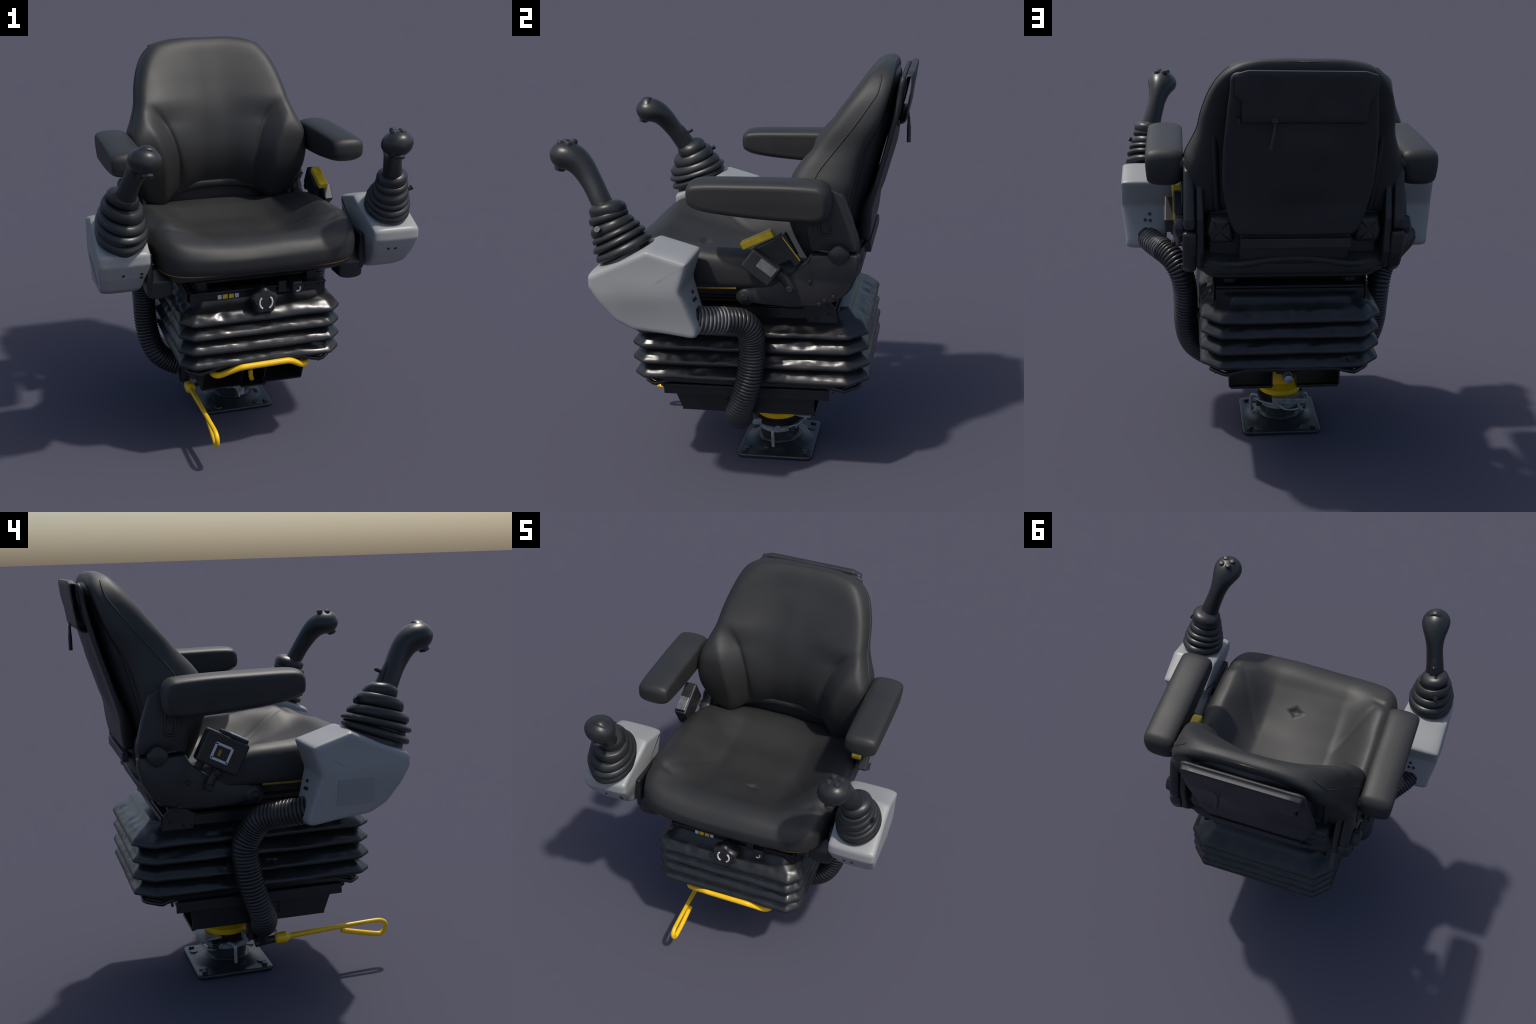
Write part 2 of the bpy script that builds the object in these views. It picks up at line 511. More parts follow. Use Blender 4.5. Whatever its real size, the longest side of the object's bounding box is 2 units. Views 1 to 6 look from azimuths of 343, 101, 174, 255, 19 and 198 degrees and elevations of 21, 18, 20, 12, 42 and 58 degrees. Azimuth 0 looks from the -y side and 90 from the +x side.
# rear panel with a document pocket
PY = [(1.15, 0.562), (1.22, 0.578), (1.30, 0.588), (1.36, 0.593), (1.5, 0.632), (1.62, 0.668), (1.75, 0.702), (1.85, 0.724), (1.96, 0.744)]
panel_half = [(0, 1.95), (0.2, 1.95), (0.298, 1.945), (0.312, 1.86), (0.328, 1.70), (0.336, 1.55), (0.332, 1.42), (0.315, 1.32),
              (0.293, 1.25), (0.265, 1.205), (0.21, 1.195), (0, 1.192)]
panel_outline = catmull(mirrored(panel_half), 200, True)
bulge = lambda z: 0.012 + 0.04 * smooth(1.42, 1.30, z) * smooth(1.15, 1.22, z) if False else 0.012 + 0.03 * (1 - smooth(1.3, 1.5, z))
panel = pillow("back_panel", panel_outline, lambda x, z: interp(PY, z) + 0.004 + 0.020 * (1 - smooth(0.05, 0.25, abs(x))) * (1 - smooth(1.6, 1.78, z)) * smooth(1.28, 1.45, z),
               lambda x, z: interp(PY, z) - 0.012 - bulge(z) * 0.9, lambda x, z: interp(PY, z) - 0.012,
               0.02, bplace, M_SHELL, rings=30, rim=5, centre=(0, 1.57))
box("panel_tab", (0.50, 0.03, 0.045), (0, 0.570, 1.163), M_SHELL, panel, 0.004)

# hollow sleeve pocket: loop profile in (y, z) extruded along x with wavy cloth
bm = bmesh.new()
prof = catmull([(0.722, 1.742), (0.742, 1.742), (0.758, 1.757), (0.766, 1.80), (0.774, 1.85), (0.783, 1.90), (0.792, 1.955), (0.787, 1.962),
                (0.776, 1.962), (0.766, 1.955), (0.757, 1.90), (0.742, 1.83), (0.727, 1.77)], 44)
rows = []
NX = 40
for i in range(NX + 1):
    u = -1 + 2 * i / NX
    row = []
    for p in prof:
        half = 0.294 - 0.030 * (1 - smooth(1.835, 1.865, p.y))
        w = 0.003 * noise.noise(Vector((u * 3, p.y * 8, 1))) * (1 - smooth(1.9, 1.95, p.y))
        droop = 0.014 * smooth(0.80, 1.0, abs(u)) * smooth(1.88, 1.96, p.y)
        row.append(bm.verts.new((-0.003 + u * half * (1 - 0.35 * droop), p.x + w - 0.016 - droop * 0.5, p.y + w - droop)))
    rows.append(row)
for a, b in zip(rows, rows[1:]):
    for j in range(len(prof) - 1):
        bm.faces.new((a[j], b[j], b[j + 1], a[j + 1]))
pocket = add_obj("document_pocket", bm, M_SHELL, angle=60)
so = pocket.modifiers.new("cloth", 'SOLIDIFY')
so.thickness = 0.007
so.offset = 0
tube("zipper_pull", catmull([(0.124, 0.748, 1.748), (0.127, 0.749, 1.70), (0.138, 0.749, 1.632)], 14),
     lambda u: 0.0065 + 0.003 * smooth(0.1, 0.5, u), M_PLAST, pocket, seg=10)
box("zipper_slider", (0.03, 0.016, 0.022), (0.124, 0.744, 1.757), M_PLAST, pocket, 0.004)
box("strap_end", (0.02, 0.012, 0.03), (0.272, 0.711, 1.745), M_PLAST, pocket, 0.004)

# ------------------------------------------------------------------ recliner arms, armrests
up_poly = [(0.36, 1.50), (0.44, 1.505), (0.49, 1.475), (0.525, 1.37), (0.553, 1.265), (0.556, 1.212), (0.34, 1.212),
           (0.318, 1.30), (0.325, 1.40)]
lo_poly = [(0.556, 1.208), (0.554, 1.15), (0.54, 1.09), (0.50, 1.02), (0.45, 0.982), (0.37, 0.958), (0.25, 0.95), (0.12, 0.957), (0.045, 0.968),
           (0.01, 0.988), (0.005, 1.015), (0.035, 1.045), (0.12, 1.065), (0.20, 1.085), (0.265, 1.125), (0.32, 1.17), (0.34, 1.208)]
for s in (1, -1):
    arm = slab("recliner_arm", fillet(up_poly, 0.025), s * 0.452, s * 0.503, M_PLAST, R=0.014)
    slab("recliner_base", fillet(lo_poly, 0.02), s * 0.447, s * 0.508, M_PLAST, arm, R=0.012)
    slab("recliner_inner_plate", fillet([(p[0] - 0.012, p[1]) for p in up_poly[:5]] +
         [(0.54, 1.10), (0.49, 1.01), (0.40, 0.985), (0.30, 1.06), (0.33, 1.2), (0.325, 1.38)], 0.02),
         s * 0.412, s * 0.449, M_PLAST, arm, R=0.012)
    kn = lathe("recline_knob", (s * 0.505, 0.467, 1.212), (s, 0, 0), [(0, 0.044), (0.02, 0.046), (0.034, 0.042), (0.043, 0.028), (0.045, 0)],
               M_PLAST, arm, seg=32, shape=lambda h, a: 1 + 0.05 * math.cos(4 * a))
    tube("knob_pointer", [(s * 0.525, 0.43, 1.224), (s * 0.528, 0.385, 1.232)], 0.007, M_PLAST, kn, seg=8)
    # slot with raised rim
    slot = fillet([(0.385, 1.29), (0.43, 1.30), (0.418, 1.41), (0.374, 1.40)], 0.02)
    tube("adjuster_slot", [(s * 0.507, p.x, p.y) for p in slot], 0.006, M_PLAST, arm, seg=8, closed=True)
    place_shared("bolt", BOLT, (s * 0.506, 0.40, 1.385), (s, 0, 0), arm, 1.2)
    for (y, z, k) in ((0.037, 1.0, 2.2), (0.40, 0.992, 1.1), (0.44, 1.012, 1.1), (0.375, 0.975, 1.1), (0.335, 1.08, 1.1)):
        place_shared("bolt", BOLT, (s * 0.507, y, z), (s, 0, 0), arm, k)
    # pyramid-like flutes around the bolts
    lathe("bolt_boss", (s * 0.500, 0.037, 1.0), (s, 0, 0), [(0, 0.045), (0.012, 0.034), (0.016, 0.02)], M_PLAST, arm, seg=20)

    # armrest: side outline in (y, z), padded along x
    ar = catmull([(-0.177, 1.511), (-0.170, 1.541), (-0.142, 1.562), (-0.062, 1.568), (0.088, 1.567), (0.238, 1.565), (0.374, 1.558), (0.419, 1.548), (0.444, 1.515),
                  (0.447, 1.451), (0.434, 1.406), (0.394, 1.385), (0.294, 1.386), (0.138, 1.396), (-0.012, 1.413), (-0.112, 1.430), (-0.157, 1.449), (-0.175, 1.471)], 160, True)
    def arx(y, z, sg):
        k = smooth(1.40, 1.50, z)
        half = 0.079 + 0.006 * k
        return s * (0.588 + sg * half)
    pillow("armrest", [(p.x, p.y) for p in ar], lambda a, b: arx(a, b, 1), lambda a, b: arx(a, b, -1),
           lambda a, b: s * 0.588, 0.033, lambda a, b, d: (d, a, b), M_VINYL, rings=12, rim=9, centre=(0.14, 1.471), shrink=(0.8, 0), p=0.8)
    tube("armrest_pivot", [(s * 0.46, 0.41, 1.49), (s * 0.53, 0.41, 1.49)], 0.028, M_PLAST, arm, seg=20)

# ------------------------------------------------------------------ belt buckle and retractor
tilt = -27
R27 = rot_x(27)
def local(cy, cz, u, v):
    """u runs forward-down along the tilted body, v up across it"""
    a = math.radians(27)
    return (cy - u * math.cos(a) + v * -math.sin(a), cz - u * math.sin(a) + v * math.cos(a))

def tbox(name, s, xc, xw, cy, cz, u, v, du, dv, mat, parent, bevel=0.006, extra=0):
    y, z = local(cy, cz, u, v)
    return box(name, (xw, du, dv), (s * xc, y, z), mat, parent, bevel, rot_x(27 + extra))

# left retractor
ret = tbox("belt_retractor", -1, 0.538, 0.072, 0.187, 1.212, 0, 0, 0.205, 0.15, M_PLAST, None, 0.012)
tbox("retractor_flap", -1, 0.535, 0.05, 0.187, 1.212, 0.025, 0.083, 0.13, 0.018, M_GLASS, ret, 0.004)
tbox("flap_trim", -1, 0.535, 0.054, 0.187, 1.212, 0.045, 0.091, 0.085, 0.006, M_CHROME, ret, 0.002)
tbox("retractor_flap_lip", -1, 0.535, 0.05, 0.187, 1.212, 0.085, 0.075, 0.012, 0.03, M_GLASS, ret, 0.004)
for (u, v, du, dv) in ((-0.012, 0.034, 0.075, 0.011), (0.03, 0.0, 0.011, 0.07), (-0.008, -0.034, 0.08, 0.011), (-0.046, 0.0, 0.011, 0.07)):
    tbox("label_border", -1, 0.5745, 0.002, 0.187, 1.208, u, v, du, dv, M_WHITE, ret, 0)
tbox("label_mark", -1, 0.5745, 0.002, 0.187, 1.208, -0.018, -0.002, 0.012, 0.03, M_BEAD, ret, 0)
tbox("retractor_stripe", -1, 0.536, 0.055, 0.187, 1.212, -0.0985, 0.02, 0.003, 0.06, M_BEAD, ret, 0)
tube("retractor_strut", [(-0.535, 0.205, 1.14), (-0.53, 0.235, 1.09), (-0.525, 0.25, 1.05)], 0.02, M_PLAST, ret, seg=14)
place_shared("bolt", BOLT, (-0.545, 0.25, 1.057), (-1, 0, 0), ret, 2.0)
place_shared("bolt", BOLT, (-0.552, 0.215, 1.125), (-1, 0, 0), ret, 2.0)
tube("belt_webbing", catmull([(-0.50, 0.27, 1.17), (-0.497, 0.29, 1.13), (-0.49, 0.26, 1.10), (-0.485, 0.2, 1.085), (-0.48, 0.1, 1.075)], 24), (lambda u: (0.004, 0.02)), M_PLAST, ret, seg=8)
# right buckle
buc = tbox("belt_buckle", 1, 0.525, 0.05, 0.187, 1.222, 0.0, 0.0, 0.17, 0.12, M_PLAST, None, 0.010)
tbox("buckle_release", 1, 0.530, 0.052, 0.111, 1.281, 0.0, 0.0, 0.155, 0.036, M_YELP, buc, 0.008, -3)
tbox("buckle_flap", 1, 0.528, 0.045, 0.245, 1.235, 0, 0.0, 0.035, 0.16, M_PLAST, buc, 0.008, 8)
tbox("buckle_flap_edge", 1, 0.546, 0.012, 0.263, 1.243, 0, 0.0, 0.004, 0.13, M_YELP, buc, 0.001, 8)
tbox("buckle_housing", 1, 0.568, 0.05, 0.13, 1.165, 0, 0.0, 0.10, 0.15, M_PLAST, buc, 0.008, 25)
tbox("buckle_trim", 1, 0.5935, 0.004, 0.158, 1.168, 0, 0.0, 0.045, 0.085, M_CUFF, buc, 0.001, 25)
tube("buckle_strut", [(0.535, 0.20, 1.13), (0.53, 0.235, 1.085), (0.525, 0.255, 1.045)], 0.022, M_PLAST, buc, seg=14)
place_shared("bolt", BOLT, (0.546, 0.251, 1.057), (1, 0, 0), buc, 2.0)

# ------------------------------------------------------------------ consoles, gaiters, levers, hoses
con_poly = [(-0.590, 1.192), (-0.315, 1.310), (-0.130, 1.254), (-0.175, 1.120), (-0.105, 0.892),
            (-0.25, 0.914), (-0.41, 0.932), (-0.487, 0.975), (-0.55, 1.06), (-0.592, 1.135)]
for s in (1, -1):
    def con_out(y, z, s=s):
        return s * (0.815 - 0.018 * smooth(1.12, 0.91, z) + 0.008 * math.exp(-((z - 1.13) / 0.08) ** 2 - ((y + 0.36) / 0.2) ** 2))
    def con_in(y, z, s=s):
        return s * (0.558 + 0.030 * smooth(1.14, 0.98, z) + 0.012 * smooth(-0.3, -0.55, y))
    cp = fillet(con_poly, [0.03, 0.03, 0.02, 0.05, 0.035, 0.2, 0.08, 0.1, 0.1, 0.03], 5)
    con_outline = resample([*cp, cp[0]], 200, True)
    con = pillow("control_console", con_outline, con_out, con_in, lambda y, z, s=s: s * 0.69, 0.028,
                 lambda a, b, d: (d, a, b), M_GREY, rings=24, rim=8, centre=(-0.36, 1.11), p=0.5)
    box("console_inner_plate", (0.03, 0.22, 0.19), (s * 0.556, -0.355, 1.045), M_FRAME, con, 0.008)
    for (x, y, z) in ((0.66, -0.562, 1.083), (0.70, -0.561, 1.081)) if s > 0 else ((0.70, -0.561, 1.081), (0.612, -0.562, 1.083), (0.612, -0.547, 1.060)):
        place_shared("screw", SCREW, (s * x, y, z), (0, -0.80, -0.60), con, 1.1)
    for (x, z) in ((0.675, 1.078), (0.698, 1.048), (0.672, 1.046)):
        place_shared("screw", SCREW, (s * x, -0.150 + (1.045 - z) * 0.31, z), (0, 0.95, 0.31), con, 1.2)
    # support block reaching the seat pan
    pillow("console_bracket", fillet([(-0.465, 0.895), (-0.33, 0.89), (-0.30, 0.95), (-0.32, 1.03), (-0.42, 1.045), (-0.47, 0.99)], 0.025),
           lambda a, b: s * 0.568, lambda a, b: s * 0.44, lambda a, b: s * 0.51, 0.022, lambda a, b, d: (d, a, b), M_PLAST, rings=5, rim=6)

    # gaiter: stacked fat folds; every lip is given by its front and rear (y, z), bottom to top
    if s > 0:
        lips = [((-0.575, 1.223), (-0.330, 1.336), 0.116), ((-0.586, 1.259), (-0.357, 1.370), 0.112), ((-0.588, 1.298), (-0.379, 1.393), 0.104),
                ((-0.593, 1.331), (-0.404, 1.413), 0.094), ((-0.598, 1.385), (-0.428, 1.445), 0.084)]
        base, top = ((-0.549, 1.185), (-0.345, 1.295), 0.112), ((-0.594, 1.435), (-0.435, 1.470), 0.078)
    else:
        lips = [((-0.626, 1.217), (-0.322, 1.329), 0.124), ((-0.638, 1.266), (-0.322, 1.358), 0.124), ((-0.628, 1.308), (-0.348, 1.385), 0.115),
                ((-0.604, 1.361), (-0.383, 1.428), 0.102)]
        base, top = ((-0.588, 1.182), (-0.335, 1.302), 0.116), ((-0.578, 1.436), (-0.425, 1.465), 0.076)
    def ring(fr, re, rx, k=1.0, lift=0.0):
        f, r = Vector((0, *fr)), Vector((0, *re))
        ce = (f + r) / 2
        d = (r - f) / 2
        nn = Vector((0, -d.z, d.y)).normalized()
        t = smooth(1.2, 1.45, ce.z)
        tx = Vector((1, 0, s * t * (0.22 if s < 0 else 0.14)))
        return (Vector((s * (0.690 - 0.012 * t), ce.y, ce.z)) + nn * lift, d * k, tx * (rx * k), nn)
    def mix(a, b, t):
        return tuple(a[0][i] + (b[0][i] - a[0][i]) * t for i in (0, 1)), tuple(a[1][i] + (b[1][i] - a[1][i]) * t for i in (0, 1)), a[2] + (b[2] - a[2]) * t
    rg = [ring(*base, k=1.0, lift=-0.03), ring(*base, k=1.0)]
    allr = lips + [top]
    for i, l in enumerate(lips):
        nx = allr[i + 1]
        h = ((Vector((sum(nx[j][0] for j in (0, 1)), sum(nx[j][1] for j in (0, 1)))) - Vector((sum(l[j][0] for j in (0, 1)), sum(l[j][1] for j in (0, 1)))))).length / 2
        for (q, k) in ((-0.42, 0.86), (-0.40, 0.93), (-0.30, 0.975), (-0.15, 1.0), (0.05, 0.995), (0.22, 0.97), (0.38, 0.93), (0.50, 0.88), (0.55, 0.84)):
            rg.append(ring(*l, k=k, lift=q * h))
    for (q, k) in ((-0.035, 0.80), (-0.030, 0.95), (-0.02, 1.0), (0.0, 1.0), (0.012, 0.95), (0.022, 0.82), (0.030, 0.62), (0.033, 0.3)):
        rg.append(ring(*top, k=k, lift=q))
    bm = bmesh.new()
    rows = []
    for i, (c, d, rx, nn) in enumerate(rg):
        row = []
        for k in range(48):
            a = 2 * math.pi * k / 48
            w = 1 + 0.025 * noise.noise(Vector((math.cos(a) * 1.6, math.sin(a) * 1.6, c.z * 14 + s)))
            row.append(bm.verts.new(c + rx * (math.cos(a) * w) + d * (math.sin(a) * w)))
        rows.append(row)
    for a, b in zip(rows, rows[1:]):
        for k in range(48):
            k2 = (k + 1) % 48
            bm.faces.new((a[k], a[k2], b[k2], b[k]))
    bm.faces.new(rows[0][::-1]); bm.faces.new(rows[-1])
    gai = add_obj("lever_gaiter", bm, M_RUBBER, angle=60)
    if s > 0:
        tube("gaiter_toggle", [(0.74, -0.525, 1.375), (0.772, -0.53, 1.382), (0.785, -0.53, 1.39)], lambda u: 0.010 + 0.004 * (u > 0.6), M_RUBBER, gai, seg=10)
    else:
        tube("gaiter_toggle", [(-0.71, -0.42, 1.40), (-0.714, -0.385, 1.43), (-0.714, -0.375, 1.44)], lambda u: 0.009 + 0.004 * (u > 0.6), M_RUBBER, gai, seg=10)

    # lever: stem and rounded head in one sweep
    pth = catmull([(s * 0.678, -0.505, 1.40), (s * 0.664, -0.545, 1.48), (s * 0.643, -0.585, 1.555), (s * 0.622, -0.635, 1.628),
                   (s * 0.61, -0.68, 1.662), (s * 0.603, -0.725, 1.670), (s * 0.600, -0.780, 1.668)], 90)
    RA = [(0, 0.054), (0.18, 0.050), (0.35, 0.046), (0.5, 0.046), (0.62, 0.055), (0.72, 0.069), (0.80, 0.077), (0.87, 0.075), (0.93, 0.062), (0.97, 0.043), (0.992, 0.020), (1, 0.002)]
    RB = [(0, 0.046), (0.18, 0.045), (0.35, 0.046), (0.5, 0.050), (0.62, 0.055), (0.72, 0.060), (0.80, 0.063), (0.87, 0.062), (0.93, 0.052), (0.97, 0.037), (0.992, 0.018), (1, 0.002)]
    lev = tube("control_lever", pth, lambda u: (interp(RA, u), interp(RB, u)), M_RUBBER, seg=36, up=(1, 0, 0), angle=75)
    trig = lathe("trigger_button", (s * 0.602, -0.742, 1.622), (0, -0.35, -0.94), [(0, 0.024), (0.012, 0.026), (0.018, 0.022), (0.022, 0.012)], M_GLASS if s < 0 else M_DARKST, lev, seg=20)
    if s > 0:
        up_n = Vector((0, 0.12, 0.99))
        for (dx, dy) in ((-0.026, -0.014), (0.016, -0.024), (-0.014, 0.026), (0.027, 0.016)):
            lathe("thumb_button", (0.606 + dx, -0.700 + dy, 1.722 - dx * dx * 6), up_n, [(0, 0.016), (0.012, 0.016), (0.018, 0.012), (0.020, 0.005)], M_PLAST, lev, seg=16)
    else:
        # thumb rest ridge on the head and switch plate on the stem
        tube("thumb_ridge", catmull([(-0.668, -0.705, 1.665), (-0.648, -0.712, 1.705), (-0.615, -0.716, 1.728), (-0.585, -0.718, 1.730), (-0.558, -0.714, 1.705), (-0.538, -0.705, 1.665)], 40),
             lambda u: (0.026, 0.010), M_RUBBER, lev, seg=16, up=(0, 1, 0))
        tube("switch_plate", catmull([(-0.672, -0.485, 1.455), (-0.662, -0.515, 1.52), (-0.652, -0.545, 1.57)], 20),
             lambda u: (0.026 - 0.012 * u, 0.016 - 0.008 * u), M_RUBBER, lev, seg=14, up=(1, 0, 0))
        lathe("thumb_button", (-0.662, -0.507, 1.535), (0, 0.85, 0.4), [(0, 0.009), (0.022, 0.009), (0.027, 0.005)], M_RUBBER, lev, seg=12)

    # corrugated hose
    dy = -0.008 if s > 0 else 0.022
    hp = catmull([(s * 0.69, -0.17, 0.955), (s * 0.660, -0.115, 0.940), (s * 0.610, -0.05, 0.922), (s * 0.555, 0.02, 0.895), (s * 0.517, 0.055, 0.835), (s * 0.498, 0.064 + dy, 0.76),
                  (s * 0.493, 0.056 + dy, 0.66), (s * 0.492, 0.035 + dy, 0.56), (s * 0.478, 0.0 + dy, 0.46), (s * 0.445, -0.030 + dy, 0.385),
                  (s * 0.390, -0.042 + dy, 0.335), (s * 0.325, -0.045 + dy / 2, 0.305)], 900)
    NR = 56
    def hose_r(u):
        ph = (u * NR) % 1.0
        return 0.054 + 0.0085 * math.sqrt(max(0, math.sin(math.pi * ph)))
    hose = tube("corrugated_hose", hp, hose_r, M_HOSE, seg=28, angle=80)
    if s > 0:
        tube("hose_cuff", hp[30:150], lambda u: 0.061 + 0.0025 * math.sin(u * 47), M_CUFF, hose, seg=28)

# label film on the left console
bm = bmesh.new()
g = [[bm.verts.new((con_out(-0.25 - 0.165 * i / 10, 0.985 + 0.115 * j / 10) - 0.0015, -0.25 - 0.165 * i / 10, 0.985 + 0.115 * j / 10)) for j in range(11)] for i in range(11)]
for i in range(10):
    for j in range(10):
        bm.faces.new((g[i][j], g[i + 1][j], g[i + 1][j + 1], g[i][j + 1]))
add_obj("console_label", bm, M_GREYD, con)

# ------------------------------------------------------------------ suspension bellows
def bell_loop(inset, n=320):
    x, y0, y1, cf, cr = 0.425 - inset, -0.563 + inset, 0.577 - inset, 0.062, 0.088
    cf, cr = max(0.03, cf - inset * 0.35), max(0.03, cr - inset * 0.35)
    poly = [(-x, y0 + cf), (-x + cf, y0), (x - cf, y0), (x, y0 + cf), (x, y1 - cr), (x - cr, y1), (-x + cr, y1), (-x, y1 - cr)]
    return resample([*fillet(poly, 0.02, 4), fillet(poly, 0.02, 4)[0]], n, True)

bel_prof = [(0.872, 0.098, 0), (0.858, 0.088, 0)]
for i, zl in enumerate((0.783, 0.706, 0.626, 0.550)):
    e = (-0.003, -0.003, -0.007, -0.005)[i]
    zl -= 0.005
    bel_prof += [(zl + 0.054, 0.066 + e, 0.4), (zl + 0.046, 0.040 + e, 0.9), (zl + 0.036, 0.026 + e, 1.0), (zl + 0.025, 0.015 + e, 1.0), (zl + 0.014, 0.0065 + e, 0.7),
                 (zl + 0.004, 0.001 + e, 0.3), (zl - 0.004, 0.0 + e, 0.15), (zl - 0.010, 0.002 + e, 0.1), (zl - 0.014, 0.010 + e, 0.1), (zl - 0.016, 0.045 + e, 0.2), (zl - 0.019, 0.078 + e, 0.2)]
bel_prof += [(0.515, 0.046, 0.2), (0.497, 0.050, 0.2), (0.488, 0.062, 0.1), (0.485, 0.09, 0), (0.485, 0.2, 0)]
bm = bmesh.new()
rows = []
for (z, ins, wr) in bel_prof:
    row = []
    fold = round((z - 0.49) / 0.077)
    for p in bell_loop(ins):
        q = Vector((p.x, p.y, z))
        w = wr * (0.022 * abs(noise.noise(Vector((p.x * 6 + z * 30, p.y * 6 - z * 25, fold * 3.7)))) + 0.010 * noise.noise(Vector((p.x * 19, p.y * 19, fold * 2.3))))
        zz = z + 0.006 * noise.noise(Vector((p.x * 4, p.y * 4, fold * 1.9)))
        cdir = Vector((p.x / 0.42, (p.y - 0.015) / 0.56))
        if abs(cdir.x) > abs(cdir.y):
            q.x -= math.copysign(w, q.x)
        else:
            q.y -= math.copysign(w, q.y - 0.015)
        q.z = zz
        row.append(bm.verts.new(q))
    rows.append(row)
for a, b in zip(rows, rows[1:]):
    n = len(a)
    for k in range(n):
        k2 = (k + 1) % n
        bm.faces.new((a[k], a[k2], b[k2], b[k]))
bm.faces.new(rows[0]); bm.faces.new(rows[-1][::-1])
bel = add_obj("suspension_bellows", bm, M_BELLOW, angle=55)
rim = []
for p in bell_loop(0.045, 200):
    mid = smooth(0.33, 0.2, abs(p.x)) if abs(p.y) > 0.45 else smooth(0.5, 0.3, abs(p.y))
    rim.append(Vector((p.x * (1 - 0.09 * mid * (abs(p.y) < 0.45)), p.y, 0.486 + 0.024 * mid)))
tube("bellows_bead", rim, 0.011, M_BELLOW, bel, seg=10, closed=True)

# ------------------------------------------------------------------ upper frame
frame = boxes("upper_frame", [((0.70, 0.86, 0.05), (0, -0.015, 0.872)), ((0.715, 0.012, 0.07), (0, -0.462, 0.868)), ((0.715, 0.05, 0.010), (0, -0.455, 0.906)),
                       ((0.71, 0.012, 0.085), (0, 0.436, 0.845)), ((0.71, 0.06, 0.012), (0, 0.40, 0.893)),
                       ((0.012, 0.80, 0.05), (0.357, -0.01, 0.868)), ((0.012, 0.80, 0.05), (-0.357, -0.01, 0.868))], M_FRAME, bevel=0.003)
boxes("slide_rail", [((0.05, 0.84, 0.05), (0.29, -0.02, 0.93)), ((0.05, 0.84, 0.05), (-0.29, -0.02, 0.93)),
                     ((0.07, 0.80, 0.014), (0.29, -0.02, 0.912)), ((0.07, 0.80, 0.014), (-0.29, -0.02, 0.912)),
                     ((0.62, 0.06, 0.03), (0, -0.38, 0.945)), ((0.62, 0.06, 0.03), (0, 0.34, 0.925)), ((0.40, 0.5, 0.04), (0, 0, 0.935))], M_FRAME, bevel=0.004)
for s in (1, -1):
    prism("frame_side_plate", [(0.43, 0.90), (0.44, 0.83), (0.30, 0.815), (0.28, 0.90), (0.34, 0.935), (0.40, 0.935)], s * 0.362, s * 0.368, M_DARKST, frame, bevel=0.002)
    for (y, z) in ((0.40, 0.87), (0.34, 0.845), (0.30, 0.845), (0.42, 0.90)):
        place_shared("bolt", BOLT, (s * 0.368, y, z), (s, 0, 0), frame, 0.9)
    place_shared("bolt", BOLT, (s * 0.21, 0.442, 0.852), (0, 1, 0), frame, 0.8)
    place_shared("bolt", BOLT, (s * 0.325, -0.468, 0.885), (0, -1, 0), frame, 0.9)
    place_shared("bolt", BOLT, (s * 0.25, -0.468, 0.888), (0, -1, 0), frame, 0.6)

# weight knob (six-lobed), lumbar toggle and printed marks
knob = lathe("weight_knob", (0.0, -0.485, 0.868), (0, -1, 0.06), [(0, 0.035), (0.03, 0.035), (0.032, 0.058), (0.045, 0.066), (0.085, 0.064), (0.098, 0.054), (0.102, 0.0)], M_PLAST, None,
             seg=72, shape=lambda h, a: 1 + (0.10 * math.cos(5 * (a - math.pi / 2)) if h > 0.031 else 0))
for sgn in (1, -1):
    tube("arrow_mark", [(sgn * 0.033 * math.cos(t), -0.5875, 0.872 + 0.033 * math.sin(t) * 1.1) for t in [(-1 + 0.2 * i) for i in range(10)]], 0.0048, M_WHITE, knob, seg=6)
    place_shared("mark_dot", SCREW, (sgn * 0.018, -0.587, 0.872), (0, -1, 0), knob, 0.5)
tog = box("adjust_toggle", (0.055, 0.075, 0.062), (0.181, -0.505, 0.915), M_PLAST, None, 0.010)
box("toggle_block", (0.045, 0.03, 0.06), (0.118, -0.478, 0.905), M_PLAST, tog, 0.004)
tube("arrow_mark", [(0.181 + 0.013 * math.cos(t), -0.544, 0.912 + 0.016 * math.sin(t)) for t in [(-2.2 + 0.3 * i) for i in range(10)]], 0.004, M_WHITE, tog, seg=6)
for (dx, w, mt, nm) in ((-0.055, 0.02, M_WHITE, "print_mark"), (-0.02, 0.026, M_YELP, "print_mark"), (0.02, 0.026, M_YELP, "print_mark"), (0.055, 0.02, M_WHITE, "print_mark")):
    box(nm, (w, 0.003, 0.032), (-0.162 + dx * 0.82, -0.469, 0.872), mt, frame, 0.001)
# yellow slide bar
bar = tube("slide_bar", catmull([(-0.250, -0.43, 0.464), (-0.250, -0.49, 0.464), (-0.240, -0.515, 0.465), (-0.215, -0.525, 0.470), (-0.170, -0.545, 0.494),
                                 (-0.130, -0.560, 0.513), (-0.10, -0.566, 0.519), (0.0, -0.569, 0.522), (0.10, -0.571, 0.525), (0.138, -0.569, 0.522),
                                 (0.175, -0.553, 0.502), (0.215, -0.532, 0.474), (0.242, -0.515, 0.466), (0.252, -0.49, 0.465), (0.252, -0.43, 0.465)], 140), 0.016, M_YEL, seg=18)

